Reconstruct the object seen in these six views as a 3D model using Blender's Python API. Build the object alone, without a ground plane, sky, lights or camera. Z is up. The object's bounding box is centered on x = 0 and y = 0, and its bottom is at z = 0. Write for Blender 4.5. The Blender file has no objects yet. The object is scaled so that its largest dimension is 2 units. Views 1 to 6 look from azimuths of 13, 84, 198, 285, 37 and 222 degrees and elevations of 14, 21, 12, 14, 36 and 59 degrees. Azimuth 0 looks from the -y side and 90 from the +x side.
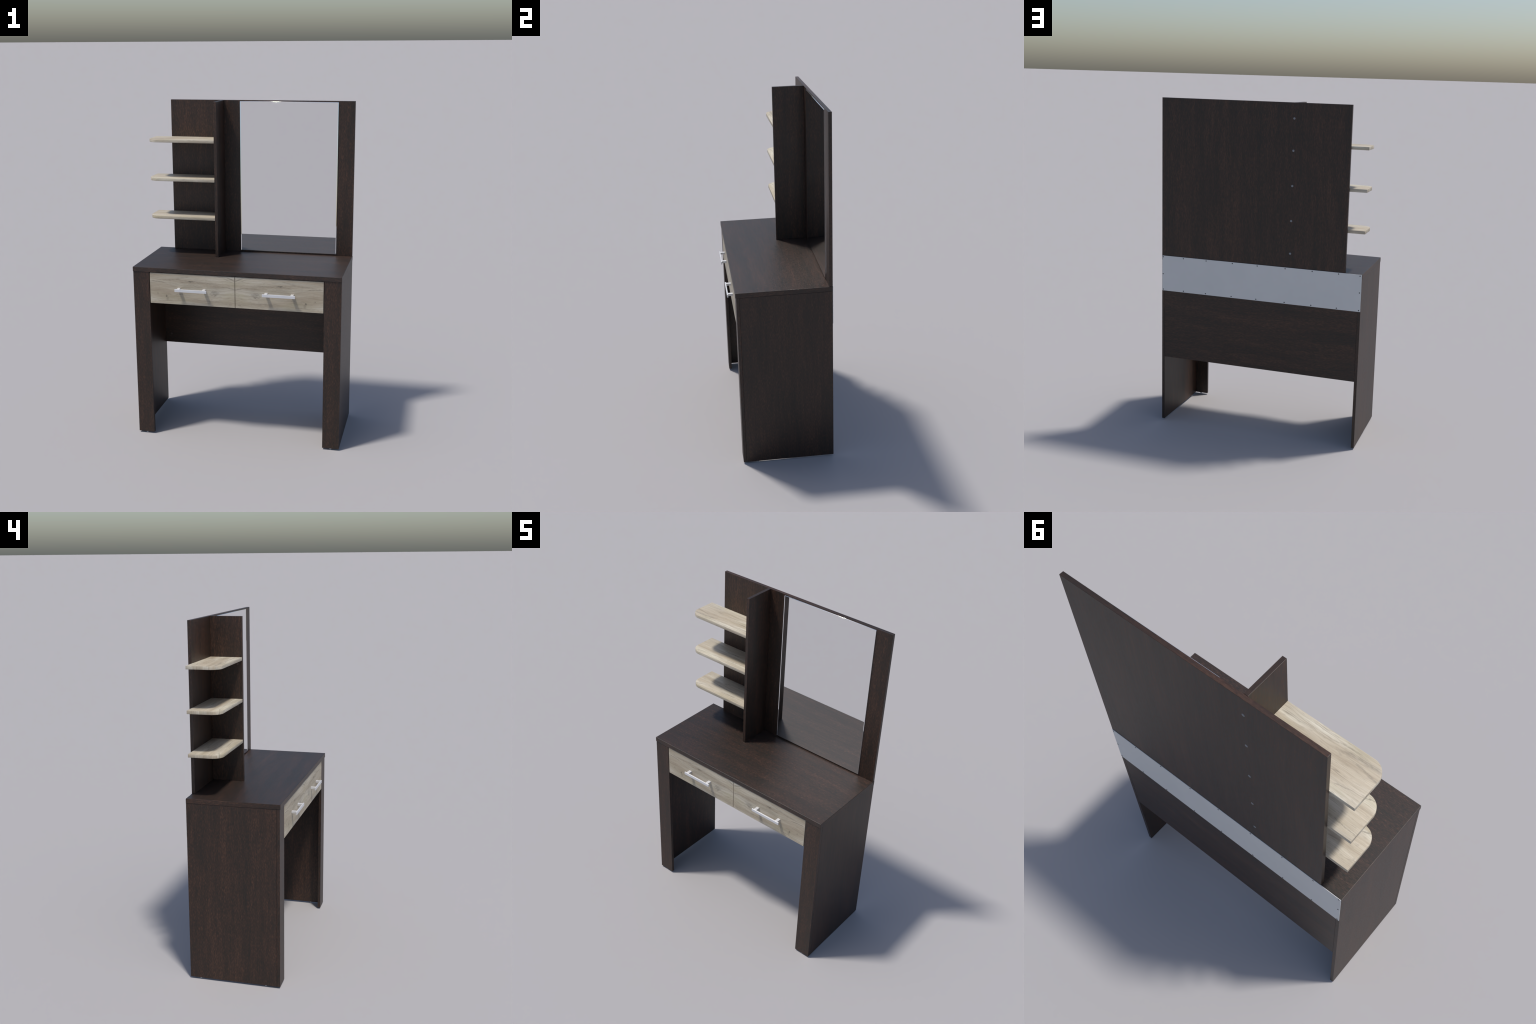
"""Dark wenge dressing table with a mirror panel, corner shelves and two pale oak drawers."""
import math
import bpy
import bmesh
from mathutils import Matrix, Vector

# ---------------------------------------------------------------- node helpers


class G:
    """Tiny wrapper that turns arithmetic into shader Math nodes."""

    def __init__(self, name):
        self.mat = bpy.data.materials.new(name)
        self.mat.use_nodes = True
        self.nt = self.mat.node_tree
        self.nt.nodes.clear()
        self.out = self.nt.nodes.new("ShaderNodeOutputMaterial")
        self.bsdf = self.nt.nodes.new("ShaderNodeBsdfPrincipled")
        self.nt.links.new(self.bsdf.outputs[0], self.out.inputs[0])

    def put(self, sock, v):
        if isinstance(v, bpy.types.NodeSocket):
            self.nt.links.new(v, sock)
        else:
            sock.default_value = v

    def math(self, op, *a, clamp=False):
        n = self.nt.nodes.new("ShaderNodeMath")
        n.operation = op
        n.use_clamp = clamp
        for i, v in enumerate(a):
            self.put(n.inputs[i], v)
        return n.outputs[0]

    def coords(self, order, offset=(0, 0, 0), flip=False):
        """Object coordinates re-ordered so that 'along the grain' comes first."""
        tc = self.nt.nodes.new("ShaderNodeTexCoord")
        sp = self.nt.nodes.new("ShaderNodeSeparateXYZ")
        self.nt.links.new(tc.outputs["Object"], sp.inputs[0])
        res = []
        for k, ax in enumerate(order):
            s = sp.outputs["XYZ".index(ax)]
            if flip and k == 0:
                s = self.math("MULTIPLY", s, -1.0)
            res.append(self.math("ADD", s, offset[k]) if offset[k] else s)
        return res

    def vec(self, x, y, z):
        n = self.nt.nodes.new("ShaderNodeCombineXYZ")
        for i, v in enumerate((x, y, z)):
            self.put(n.inputs[i], v)
        return n.outputs[0]

    def noise(self, c, scale, detail=2.0, rough=0.5, dist=0.0, seed=0.0):
        v = self.vec(*(self.math("MULTIPLY_ADD", c[i], scale[i], seed * (1.7 + i)) for i in range(3)))
        n = self.nt.nodes.new("ShaderNodeTexNoise")
        self.put(n.inputs["Vector"], v)
        n.inputs["Scale"].default_value = 1.0
        n.inputs["Detail"].default_value = detail
        n.inputs["Roughness"].default_value = rough
        n.inputs["Distortion"].default_value = dist
        return n.outputs["Fac"]

    def ramp(self, fac, stops):
        n = self.nt.nodes.new("ShaderNodeValToRGB")
        el = n.color_ramp.elements
        while len(el) < len(stops):
            el.new(0.5)
        for e, (p, c) in zip(el, stops):
            e.position = p
            e.color = (*c, 1.0)
        self.put(n.inputs[0], fac)
        return n.outputs[0]

    def mix(self, fac, a, b, blend="MIX"):
        n = self.nt.nodes.new("ShaderNodeMix")
        n.data_type = "RGBA"
        n.blend_type = blend
        self.put(n.inputs[0], fac)
        for s, v in ((n.inputs[6], a), (n.inputs[7], b)):
            self.put(s, v if isinstance(v, bpy.types.NodeSocket) else (*v, 1.0))
        return n.outputs[2]

    def smooth(self, v, lo, hi, to0=0.0, to1=1.0):
        n = self.nt.nodes.new("ShaderNodeMapRange")
        n.interpolation_type = "SMOOTHSTEP"
        for i, x in enumerate((v, lo, hi, to0, to1)):
            self.put(n.inputs[i], x)
        return n.outputs[0]

    def bump(self, height, strength, distance):
        n = self.nt.nodes.new("ShaderNodeBump")
        n.inputs["Strength"].default_value = strength
        n.inputs["Distance"].default_value = distance
        self.put(n.inputs["Height"], height)
        self.put(self.bsdf.inputs["Normal"], n.outputs[0])

    def stroke(self, a, b, a0, b0, length, width, slope=0.0, curve=0.0):
        """Soft bent streak: 1 on its spine, 0 outside; a runs along the grain, b across."""
        da = self.math("SUBTRACT", a, a0)
        bend = self.math("MULTIPLY", self.math("MULTIPLY_ADD", da, curve, slope), da)
        db = self.math("SUBTRACT", self.math("SUBTRACT", b, b0), bend)
        q = self.math("ADD", self.math("POWER", self.math("DIVIDE", da, length), 2.0),
                      self.math("POWER", self.math("DIVIDE", db, width), 2.0))
        return self.smooth(q, 0.0, 1.0, 1.0, 0.0)


def wenge(order, seed, bands=1.0, gain=(1.0, 1.0, 1.0), flecks=1.0):
    """Very dark brown wood film: streaks, short pores and slow cathedral bands."""
    g = G("wenge_wood")
    a, b, c = g.coords(order)
    # the grain wanders: bend the across-grain coordinate slowly
    wander = g.noise((a, b, c), (2.2, 5.0, 5.0), 2.0, seed=seed)
    b2 = g.math("MULTIPLY_ADD", wander, 0.05, b)
    p = (a, b2, c)
    broad = g.noise(p, (1.3, 14.0, 14.0), 3.0, 0.55, seed=seed + 3)
    streak = g.noise(p, (8.0, 80.0, 80.0), 3.0, 0.6, seed=seed + 7)
    pore = g.noise(p, (62.0, 330.0, 330.0), 2.0, 0.6, seed=seed + 11)
    tone = g.math("ADD", g.math("MULTIPLY", broad, 0.6 * bands), g.math("MULTIPLY", streak, 0.5))
    tone = g.math("ADD", tone, g.math("MULTIPLY", g.math("SUBTRACT", pore, 0.52), 1.25 * flecks))
    stops = [(0.22, (0.0100, 0.0090, 0.0068)), (0.43, (0.0205, 0.0120, 0.0080)),
             (0.60, (0.0330, 0.0162, 0.0102)), (0.85, (0.0700, 0.0330, 0.0190))]
    col = g.ramp(tone, [(k, tuple(a * b for a, b in zip(gain, c))) for k, c in stops])
    g.put(g.bsdf.inputs["Base Color"], col)
    g.put(g.bsdf.inputs["Roughness"], g.smooth(pore, 0.3, 0.7, 0.42, 0.50))
    g.bsdf.inputs["Specular IOR Level"].default_value = 0.46
    g.bump(pore, 0.06, 0.0005)
    return g.mat


def oak(order, offset, seed, strokes=(), flip=False, gain=1.0, wander=0.03):
    """Weathered pale oak film with cracks and knots. strokes: (a, b, length, width, slope, curve, depth)."""
    g = G("pale_oak_wood")
    a, b, c = g.coords(order, offset, flip)
    w1 = g.noise((a, b, c), (5.0, 12.0, 12.0), 2.0, seed=seed)
    b2 = g.math("MULTIPLY_ADD", g.math("SUBTRACT", w1, 0.5), wander, b)
    p = (a, b2, c)
    broad = g.noise(p, (2.2, 19.0, 19.0), 3.0, 0.5, seed=seed + 1)
    band = g.noise(p, (3.2, 62.0, 62.0), 4.0, 0.6, 0.15, seed=seed + 2)
    band = g.math("ADD", g.math("MULTIPLY", broad, 0.72), g.math("MULTIPLY", band, 0.28))
    col = g.ramp(band, [(0.33, (0.345, 0.286, 0.208)), (0.45, (0.425, 0.364, 0.274)),
                        (0.54, (0.480, 0.424, 0.332)), (0.65, (0.590, 0.550, 0.455))])
    olive = g.smooth(g.noise(p, (4.0, 16.0, 16.0), 2.0, seed=seed + 5), 0.52, 0.72, 0.0, 0.6)
    col = g.mix(olive, col, (0.385, 0.340, 0.232))
    grey = g.smooth(g.noise(p, (3.0, 20.0, 20.0), 2.0, seed=seed + 6), 0.55, 0.75, 0.0, 0.5)
    col = g.mix(grey, col, (0.405, 0.385, 0.335))
    # thin dark growth lines that come and go
    ring = g.noise(p, (1.6, 26.0, 26.0), 3.0, 0.5, 0.3, seed=seed + 8)
    line = g.smooth(g.math("ABSOLUTE", g.math("SUBTRACT", ring, 0.52)), 0.0, 0.016, 1.0, 0.0)
    gate = g.smooth(g.noise(p, (6.0, 22.0, 22.0), 1.0, seed=seed + 9), 0.46, 0.66, 0.0, 0.6)
    col = g.mix(g.math("MULTIPLY", line, gate), col, (0.215, 0.180, 0.135))
    # figure placed by hand: cracks, knots and curls
    rag = g.math("SUBTRACT", g.noise((a, b, c), (30.0, 90.0, 90.0), 3.0, 0.6, seed=seed + 12), 0.5)
    b3 = g.math("MULTIPLY_ADD", rag, 0.014, b)
    speck = g.smooth(g.noise((a, b, c), (60.0, 210.0, 210.0), 3.0, 0.65, seed=seed + 13), 0.30, 0.62, 0.25, 1.15)
    for (a0, b0, ln, wd, sl, cv, depth) in strokes:
        m = g.math("MULTIPLY", g.stroke(a, b3, a0, b0, ln, wd, sl, cv), speck)
        col = g.mix(g.math("MULTIPLY", m, min(depth * 1.25, 0.9)), col, (0.118, 0.103, 0.078))
    # fine fibres
    fibre = g.noise(p, (11.0, 360.0, 360.0), 3.0, 0.6, seed=seed + 15)
    fine = g.ramp(fibre, [(0.28, (0.80 * gain, 0.79 * gain, 0.76 * gain)), (0.5, (gain, gain, gain)),
                          (0.72, (1.10 * gain, 1.10 * gain, 1.11 * gain))])
    # short dark dashes of the pores
    dash = g.smooth(g.noise(p, (38.0, 170.0, 170.0), 2.0, 0.55, seed=seed + 17), 0.54, 0.74, 0.0, 0.32)
    col = g.mix(dash, col, (0.240, 0.205, 0.160))
    col = g.mix(1.0, col, fine, "MULTIPLY")
    g.put(g.bsdf.inputs["Base Color"], col)
    g.bsdf.inputs["Roughness"].default_value = 0.56
    g.bump(fibre, 0.1, 0.0005)
    return g.mat


def plain(name, colour, rough=0.5, metal=0.0, spec=0.5):
    g = G(name)
    g.bsdf.inputs["Base Color"].default_value = (*colour, 1.0)
    g.bsdf.inputs["Roughness"].default_value = rough
    g.bsdf.inputs["Metallic"].default_value = metal
    g.bsdf.inputs["Specular IOR Level"].default_value = spec
    return g


def brushed(name, colour, rough, metal):
    g = plain(name, colour, rough, metal)
    a, b, c = g.coords("XYZ")
    n = g.noise((a, b, c), (22.0, 160.0, 160.0), 3.0, seed=2.0)
    col = g.mix(n, tuple(v * 0.93 for v in colour), tuple(min(v * 1.07, 1.0) for v in colour))
    g.put(g.bsdf.inputs["Base Color"], col)
    return g.mat


def hardboard():
    g = plain("white_hardboard", (0.70, 0.70, 0.70), 0.5)
    a, b, c = g.coords("XYZ")
    n = g.noise((a, b, c), (9.0, 9.0, 9.0), 4.0, seed=5.0)
    g.put(g.bsdf.inputs["Base Color"], g.mix(n, (0.595, 0.595, 0.585), (0.655, 0.650, 0.635)))
    return g.mat


# ---------------------------------------------------------------- mesh helpers


def finish(name, bm, mats, parent=None, origin=(0, 0, 0), angle=None):
    me = bpy.data.meshes.new(name)
    bmesh.ops.recalc_face_normals(bm, faces=bm.faces)
    bm.to_mesh(me)
    bm.free()
    for m in mats:
        me.materials.append(m)
    if angle is not None:
        me.shade_smooth()
        me.set_sharp_from_angle(angle=math.radians(angle))
    ob = bpy.data.objects.new(name, me)
    bpy.context.scene.collection.objects.link(ob)
    place(ob, origin, parent)
    return ob


def place(ob, origin, parent):
    """Put ob at a world position as a child of parent (no rotations or scales are used)."""
    ob.parent = parent
    base = Vector((0, 0, 0))
    q = parent
    while q is not None:
        base += q.location
        q = q.parent
    ob.location = Vector(origin) - base


def add_box(bm, lo, hi, bevel=0.001, seg=2):
    r = bmesh.ops.create_cube(bm, size=1.0)
    vs = r["verts"]
    for v in vs:
        v.co = Vector([lo[i] + (v.co[i] + 0.5) * (hi[i] - lo[i]) for i in range(3)])
    if bevel:
        es = list({e for v in vs for e in v.link_edges})
        bmesh.ops.bevel(bm, geom=es, offset=bevel, segments=seg, profile=0.5, affect="EDGES", clamp_overlap=True)


def board(name, lo, hi, mats, parent=None, bevel=0.001, slots=None):
    """Rectangular board; slots maps an axis letter to a material slot for the faces across it."""
    bm = bmesh.new()
    o = [(lo[i] + hi[i]) / 2 for i in range(3)]
    add_box(bm, [lo[i] - o[i] for i in range(3)], [hi[i] - o[i] for i in range(3)], bevel)
    bm.normal_update()
    for f in bm.faces:
        n = [abs(k) for k in f.normal]
        ax = "XYZ"[n.index(max(n))]
        f.material_index = (slots or {}).get(ax, 0)
    return finish(name, bm, mats, parent, o)


def disc(bm, axis, centre, radius, depth, dome=0.3, segs=24):
    """Round head whose axis is +-x, +-y or +-z; centre lies on its flat seat."""
    prof = [(0.0, 1.0), (0.55, 1.0), (0.85, 1.0 - dome * 0.4), (1.0, 1.0 - dome), (1.0, -0.2)]
    rot = Vector((0, 0, 1)).rotation_difference(Vector(axis)).to_matrix()
    rings = []
    for r, h in prof:
        if r == 0:
            rings.append([bm.verts.new(Vector(centre) + rot @ Vector((0, 0, depth * h)))])
        else:
            rings.append([bm.verts.new(Vector(centre) + rot @ Vector((radius * r * math.cos(t), radius * r * math.sin(t), depth * h)))
                          for t in (2 * math.pi * k / segs for k in range(segs))])
    for k in range(segs):
        bm.faces.new((rings[0][0], rings[1][k], rings[1][(k + 1) % segs]))
    for i in range(1, len(rings) - 1):
        for k in range(segs):
            bm.faces.new((rings[i][k], rings[i + 1][k], rings[i + 1][(k + 1) % segs], rings[i][(k + 1) % segs]))
    bm.faces.new(list(reversed(rings[-1])))


def repeat(source, spots, parent):
    """Linked copies of source at further world positions."""
    for s in spots:
        o = source.copy()
        bpy.context.scene.collection.objects.link(o)
        place(o, s, parent)


# ---------------------------------------------------------------- measurements (metres)
HALF_W = 0.6211                      # half width of the table top
FRONT, BACK = -0.2495, 0.2762        # table top, front and back edge
TOP_LO, TOP_HI = 1.0295, 1.0572      # table top, under and upper face
T = 0.0175                           # board thickness
LEG_X = 0.6198                       # outer face of the legs
LEG_F = -0.2458                      # front face of the legs and drawers
FLOOR = 0.0065                       # underside of the legs
LEG_W = 0.0988                       # width of a front leg board
BB_L, BB_R = -0.5212, 0.6197         # mirror board, left and right edge
BB_F = 0.2573                        # mirror board, front face
HEAD = 2.0                           # top of everything

root = bpy.data.objects.new("dressing_table", None)
bpy.context.scene.collection.objects.link(root)
root["label"] = "dark wenge dressing table with mirror, shelves and pale drawers"
root["category"] = "dressing table"

rubber = plain("glide_plastic", (0.42, 0.44, 0.46), 0.4).mat
brown_cap = plain("brown_plastic", (0.055, 0.034, 0.028), 0.45).mat
steel = plain("screw_steel", (0.20, 0.21, 0.225), 0.5, 0.1).mat
nail_steel = plain("nail_steel", (0.055, 0.055, 0.06), 0.5, 0.2).mat
alu = brushed("satin_aluminium", (0.66, 0.665, 0.68), 0.4, 0.35)
board_white = hardboard()
glass = plain("mirror_glass", (0.90, 0.905, 0.91), 0.015, 1.0).mat

# ---------------------------------------------------------------- table top
top = board("tabletop", (-HALF_W, FRONT, TOP_LO), (HALF_W, BACK, TOP_HI),
            [wenge("XYZ", 1.0, bands=0.7, gain=(1.26, 1.40, 1.62)), wenge("YXZ", 2.0)], root, 0.0020, {"X": 1})

# ---------------------------------------------------------------- legs: side board + front board + glides
bm = bmesh.new()
disc(bm, (0, 0, -1), (0, 0, 0), 0.0072, 0.0065, 0.55)
glide = finish("foot", bm, [rubber], None, (0, 0, 0), 40)
spots = []
for k, s in enumerate((-1, 1)):
    w_side = wenge("ZYX", 10.0 + 5 * k)
    w_front = wenge("ZXY", 12.0 + 5 * k)
    x0, x1 = sorted((s * LEG_X, s * (LEG_X - T)))
    leg = board("leg", (x0, LEG_F + T + 0.0006, FLOOR), (x1, BACK - 0.0003, TOP_LO - 0.0005), [w_side], root, 0.001)
    x0, x1 = sorted((s * LEG_X, s * (LEG_X - LEG_W)))
    board("leg_facing", (x0, LEG_F, FLOOR), (x1, LEG_F + T, TOP_LO - 0.0005), [w_front], leg, 0.001)
    spots += [((s * 0.5695, -0.2372, FLOOR), leg), ((s * 0.6097, -0.163, FLOOR), leg), ((s * 0.6097, 0.2155, FLOOR), leg)]
place(glide, *spots[0])
for sp, par in spots[1:]:
    repeat(glide, [sp], par)

# ---------------------------------------------------------------- modesty panel, partition, white rear panel
IN_X = LEG_X - T - 0.0003
modesty = board("modesty_panel", (-IN_X, BACK - T, 0.416), (IN_X, BACK - 0.0004, 0.858),
                [wenge("XZY", 23.0)], root, 0.0008)
bm = bmesh.new()
disc(bm, (0, -1, 0), (0, 0, 0), 0.0068, 0.0012, 0.6)
cap = finish("screw_cap", bm, [brown_cap], modesty, (-0.562, BACK - T, 0.4735), 40)
repeat(cap, [(0.562, BACK - T, 0.4735), (-0.562, BACK - T, 0.780), (0.562, BACK - T, 0.780)], modesty)

partition = board("partition", (-0.00875, LEG_F + T + 0.003, 0.848), (0.00875, BACK - 0.0006, TOP_LO - 0.0003),
                  [wenge("ZYX", 27.0)], root, 0.0008)

rear = board("rear_panel", (-0.6190, BACK, 0.8384), (0.6175, BACK + 0.0022, 1.0560), [board_white], root, 0.0006)
bm = bmesh.new()
disc(bm, (0, 1, 0), (0, 0, 0), 0.0036, 0.0011, 0.7, 16)
nail_y = BACK + 0.0021
nails = [(x, nail_y, z) for xs, z in (((-0.6085, -0.4835, -0.327, -0.164, 0.008, 0.1635, 0.331, 0.479, 0.6115), 1.048),
                                       ((-0.6095, -0.479, -0.3265, -0.1642, 0.0115, 0.1675, 0.333, 0.4775, 0.611), 0.8465),
                                       ((-0.6095,), 0.950), ((0.612,), 0.9425)) for x in xs]
nail = finish("nail", bm, [nail_steel], rear, nails[0], 40)
repeat(nail, nails[1:], rear)

# ---------------------------------------------------------------- mirror board, mirror, upright divider
mboard = board("mirror_board", (BB_L, BB_F, TOP_HI + 0.0003), (BB_R, BACK, HEAD),
               [wenge("ZXY", 31.0), wenge("XYZ", 33.0, flecks=0.45)], root, 0.001, {"Z": 1})


def mirror_mesh(x0, x1, z0, z1, depth, rim, lip):
    """Silvered plate with a polished rim: a rounded arris on top and below, side strips sloped inward to draw pale edge reflections.
    Local y runs from 0 (face) to depth (back); returns bmesh and the faces' smooth flags are set."""
    bm = bmesh.new()

    def prism(profile, axis, lo, hi, smooth=False):
        ring = []
        for t in (lo, hi):
            ring.append([bm.verts.new((t, p[0], p[1]) if axis == "X" else (p[1], p[0], t)) for p in profile])
        n = len(profile)
        for i in range(n):
            f = bm.faces.new((ring[0][i], ring[0][(i + 1) % n], ring[1][(i + 1) % n], ring[1][i]))
            f.smooth = smooth
        bm.faces.new(list(reversed(ring[0])))
        bm.faces.new(ring[1])

    add_box(bm, (x0 + rim, 0.0, z0 + lip), (x1 - rim, depth, z1 - lip), 0)
    for edge, inner in ((x0, x0 + rim), (x1, x1 - rim)):
        prism([(0.0, inner), (-0.0006, edge), (depth, edge), (depth, inner)], "Z", z0 + lip, z1 - lip)
    for edge, s in ((z0, -1), (z1, 1)):
        arc = [(lip - lip * math.cos(t), edge - s * lip + s * lip * math.sin(t)) for t in (math.pi / 2 * k / 6 for k in range(7))]
        prism(arc + [(depth, edge), (depth, edge - s * lip)], "X", x0, x1, True)
    return bm


MX0, MX1, MZ0, MZ1 = -0.0812, 0.5203, 1.0660, 1.9938
mc = Vector(((MX0 + MX1) / 2, BB_F - 0.0043, (MZ0 + MZ1) / 2))
mirror = finish("mirror", mirror_mesh(MX0 - mc.x, MX1 - mc.x, MZ0 - mc.z, MZ1 - mc.z, 0.0041, 0.0034, 0.0020),
                [glass], mboard, mc)
# top and bottom arris normals are fanned sideways to place the sun glint
me = mirror.data
fan = []
for poly in me.polygons:
    for li in poly.loop_indices:
        v = me.vertices[me.loops[li].vertex_index].co
        n = poly.normal.copy()
        if poly.use_smooth and abs(n.x) < 0.5 and n.y < -0.05 and abs(n.z) > 0.05:
            s = 1 if v.z > 0 else -1
            cy = min(max((0.0020 - v.y) / 0.0020, 0.0), 1.0)
            n = Vector((0.32 * v.x / 0.30075, -cy, s * math.sqrt(max(1 - cy * cy, 0.0))))
            n.normalize()
        elif abs(poly.normal.x) > 0.1 and poly.normal.y < -0.5:
            n.z = 0.11                       # strip normals bent upward so the edge line mirrors the bright horizon
            n.normalize()
        fan.append(n)
me.normals_split_custom_set(fan)
bm = bmesh.new()
disc(bm, (0, 1, 0), (0, 0, 0), 0.0064, 0.0010, 0.7)
screw = finish("screw", bm, [steel], mboard, (-0.1905, BACK, 1.1396), 40)
repeat(screw, [(-0.1905, BACK, z) for z in (1.3303, 1.532, 1.7318, 1.912)], mboard)

DIV_L, DIV_R, DIV_F = -0.2003, -0.1822, 0.0712
divider = board("divider", (DIV_L, DIV_F, TOP_HI + 0.0003), (DIV_R, BB_F - 0.0002, HEAD),
                [wenge("ZYX", 41.0), wenge("YXZ", 43.0, flecks=0.45)], root, 0.001, {"Z": 1})

# ---------------------------------------------------------------- corner shelves
SH_L, SH_F, SH_B, SH_T, SH_R = -0.6204, 0.0726, BB_F - 0.0003, 0.0183, 0.060


def shelf_mesh(origin):
    """Plan outline with one rounded corner (front left), extruded to the board thickness."""
    right = DIV_L - 0.0002
    pts = [(right, SH_F), (right, SH_B), (SH_L, SH_B)]
    n = 20
    for k in range(n + 1):
        t = math.pi + (math.pi / 2) * k / n
        pts.append((SH_L + SH_R + SH_R * math.cos(t), SH_F + SH_R + SH_R * math.sin(t)))
    bm = bmesh.new()
    lower = [bm.verts.new((x - origin[0], y - origin[1], -SH_T / 2)) for x, y in pts]
    face = bm.faces.new(lower)
    up = bmesh.ops.extrude_face_region(bm, geom=[face])["geom"]
    for v in up:
        if isinstance(v, bmesh.types.BMVert):
            v.co.z += SH_T
    bmesh.ops.recalc_face_normals(bm, faces=bm.faces)
    rims = [e for e in bm.edges if e.is_manifold and e.calc_face_angle() > 0.7]
    bmesh.ops.bevel(bm, geom=rims, offset=0.0009, segments=2, profile=0.5, affect="EDGES", clamp_overlap=True)
    bm.normal_update()
    for f in bm.faces:
        f.material_index = 1 if abs(f.normal.x) > 0.8 else 0
    return bm


bm = bmesh.new()
disc(bm, (-1, 0, 0), (0, 0, 0), 0.0075, 0.007, 0.25)
pin_side = finish("shelf_pin", bm, [brown_cap], None, (0, 0, 0), 40)
bm = bmesh.new()
disc(bm, (0, -1, 0), (0, 0, 0), 0.0075, 0.007, 0.25)
pin_back = finish("shelf_pin", bm, [brown_cap], None, (0, 0, 0), 40)
sheet = [
    # broad brown curl near the front of the upper shelf, a crack toward the divider
    [(-0.12, -0.060, 0.11, 0.011, 0.10, 0.9, 0.30), (-0.17, -0.030, 0.10, 0.006, -0.16, 0.0, 0.34), (-0.07, -0.075, 0.08, 0.004, 0.05, 1.5, 0.32),
     (0.12, -0.015, 0.10, 0.0032, -0.05, 0.0, 0.50), (0.02, 0.015, 0.07, 0.0028, 0.03, 0.0, 0.38), (-0.13, 0.055, 0.05, 0.003, 0.25, 0.0, 0.30)],
    [(-0.15, 0.060, 0.12, 0.004, -0.10, 0.0, 0.36), (0.03, 0.020, 0.08, 0.010, 0.05, 0.0, 0.45), (-0.16, -0.075, 0.05, 0.004, 0.25, 0.0, 0.45), (0.10, -0.05, 0.1, 0.003, 0.03, 0.0, 0.35)],
    [(-0.03, -0.010, 0.16, 0.0045, -0.10, 0.2, 0.48), (0.07, -0.055, 0.10, 0.0035, 0.06, 0.0, 0.38), (-0.17, -0.070, 0.04, 0.004, 0.3, 0.0, 0.45), (0.05, 0.05, 0.1, 0.004, 0.0, 0.0, 0.34)],
]
for k, upper in enumerate((1.7735, 1.5380, 1.3032)):
    o = ((SH_L + DIV_L) / 2, (SH_F + SH_B) / 2, upper - SH_T / 2)
    shelf = finish("shelf", shelf_mesh(o), [oak("XYZ", (0, 0, 0), 51.0 + 9 * k, sheet[k], gain=1.0), oak("ZYX", (0, 0, 0), 53.0 + 9 * k)],
                   root, o, 25)
    zp = upper - SH_T - 0.0180
    for i, (src, pts) in enumerate(((pin_side, [(DIV_L, 0.1000, zp), (DIV_L, 0.2250, zp)]),
                                    (pin_back, [(-0.4825, BB_F, zp), (-0.2600, BB_F, zp)]))):
        if k == 0:
            place(src, pts[0], shelf)
            repeat(src, pts[1:], shelf)
        else:
            repeat(src, pts, shelf)

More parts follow.
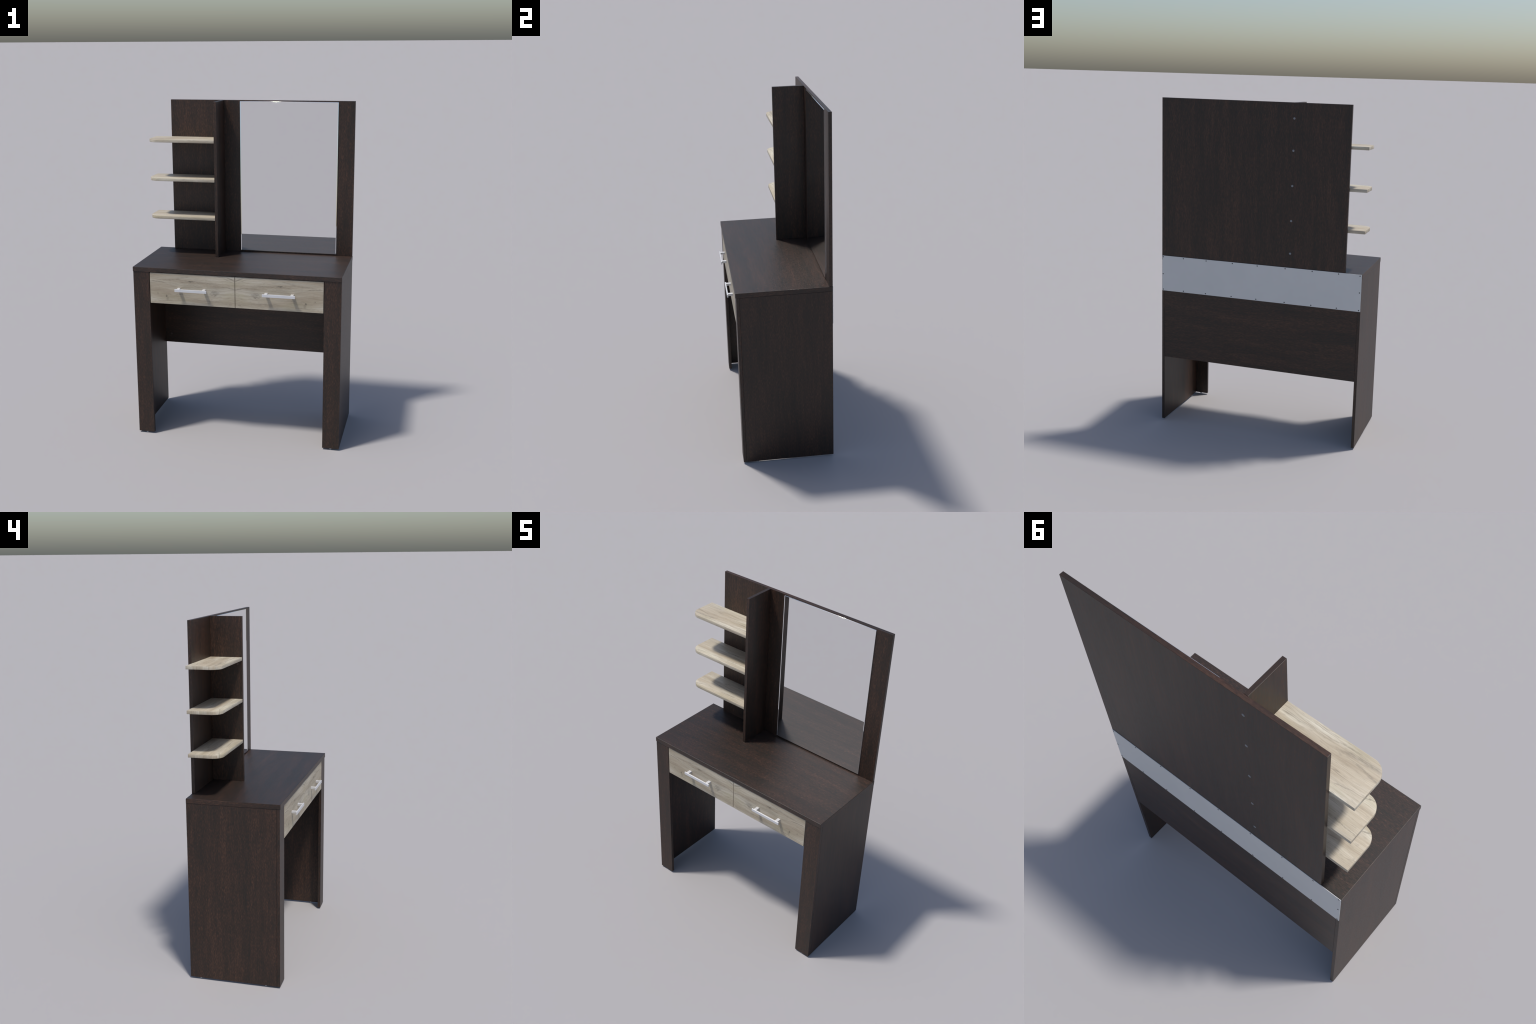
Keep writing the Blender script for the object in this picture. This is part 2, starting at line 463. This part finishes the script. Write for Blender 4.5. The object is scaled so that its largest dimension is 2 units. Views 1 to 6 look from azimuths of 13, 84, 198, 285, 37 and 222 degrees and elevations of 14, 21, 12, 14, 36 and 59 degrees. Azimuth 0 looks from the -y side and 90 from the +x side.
# ---------------------------------------------------------------- drawers
figure = [  # (along, across, length, width, slope, curve, depth) in the drawer's own metres
    (0.020, 0.0360, 0.230, 0.0330, 0.0, -0.25, 0.15), (0.130, -0.0150, 0.085, 0.0400, 0.0, 0.0, 0.13),
    (-0.090, -0.0420, 0.120, 0.0240, 0.1, 0.0, 0.11), (0.150, -0.0700, 0.130, 0.0240, 0.0, 0.0, 0.12),
    (-0.009, 0.0525, 0.024, 0.0030, 0.0, 0.0, 0.85), (-0.008, 0.0460, 0.008, 0.0035, 0.0, 0.0, 0.50),
    (-0.060, 0.0400, 0.018, 0.0040, 0.1, 0.0, 0.30), (-0.157, -0.0440, 0.0070, 0.0085, 0.0, 0.0, 0.62),
    (-0.135, -0.0330, 0.020, 0.0022, 0.0, 0.0, 0.45), (-0.070, -0.0300, 0.036, 0.0025, 0.0, 0.0, 0.40),
    (-0.210, -0.0290, 0.006, 0.0040, 0.0, 0.0, 0.40), (-0.152, -0.060, 0.012, 0.016, 0.0, 0.0, 0.26),
    (0.135, -0.0130, 0.036, 0.020, 0.1, 0.0, 0.30), (0.122, -0.0040, 0.012, 0.0045, 0.9, 0.0, 0.38),
    (0.140, -0.0270, 0.016, 0.0040, 0.7, 0.0, 0.34), (0.160, -0.0060, 0.012, 0.0030, -0.9, 0.0, 0.26),
    (0.236, 0.0210, 0.036, 0.0040, -0.22, 0.0, 0.46), (0.180, 0.0300, 0.05, 0.0060, -0.12, 0.0, 0.20),
    (0.236, 0.0770, 0.036, 0.0050, -0.40, 0.0, 0.42), (0.225, 0.0660, 0.045, 0.0040, -0.42, 0.0, 0.22),
    (-0.150, 0.0540, 0.110, 0.0050, 0.04, 0.9, 0.34), (-0.215, 0.0430, 0.055, 0.0055, -0.05, 0.0, 0.34),
    (-0.055, 0.0720, 0.060, 0.0050, 0.18, 0.0, 0.26), (0.05, 0.0480, 0.120, 0.0060, -0.06, -0.3, 0.24),
    (0.08, -0.0620, 0.12, 0.0060, -0.03, 0.0, 0.22), (0.232, -0.0760, 0.012, 0.0040, 0.0, 0.0, 0.42), (-0.16, -0.0740, 0.08, 0.0040, 0.0, 0.0, 0.22),
]


def handle_mesh():
    """Flat bar on two short square posts; the origin is the middle of the bar on the drawer face."""
    bm = bmesh.new()
    add_box(bm, (-0.0962, -0.0335, -0.0088), (0.0962, -0.0265, 0.0080), 0.0010)
    for x in (-0.0765, 0.0765):
        add_box(bm, (x - 0.0088, -0.0275, -0.0042), (x + 0.0088, 0.0, 0.0082), 0.0007)
    return bm


grip = None
for k, (x0, x1) in enumerate(((-0.5168, -0.0016), (0.0016, 0.5172))):
    face = oak("XZY", (0, 0, 0), 90.0, figure, flip=bool(k), gain=0.915, wander=0.05)
    end = oak("ZYX", (0, 0, 0), 95.0)
    drawer = board("drawer", (x0, LEG_F, 0.8402), (x1, LEG_F + T, 1.0260), [face, end], root, 0.0009, {"X": 1})
    # carcass of the drawer behind its front
    bm = bmesh.new()
    c = drawer.location
    inner = [(-0.236, 0.0105, -0.070), (0.236, 0.47, 0.060)]
    th = 0.0125
    (ax, ay, az), (bx, by, bz) = inner
    add_box(bm, (ax, ay, az), (ax + th, by, bz), 0.0006)
    add_box(bm, (bx - th, ay, az), (bx, by, bz), 0.0006)
    add_box(bm, (ax + th + 0.0003, by - th, az), (bx - th - 0.0003, by, bz), 0.0006)
    add_box(bm, (ax + th + 0.0003, ay, az + 0.002), (bx - th - 0.0003, by - th - 0.0003, az + 0.006), 0.0006)
    finish("drawer_box", bm, [board_white], drawer, tuple(c))
    spot = ((-0.2603 if k == 0 else 0.2625), LEG_F, 0.9341)
    if grip is None:
        grip = finish("handle", handle_mesh(), [alu], drawer, spot)
    else:
        repeat(grip, [spot], drawer)

bpy.context.view_layer.update()
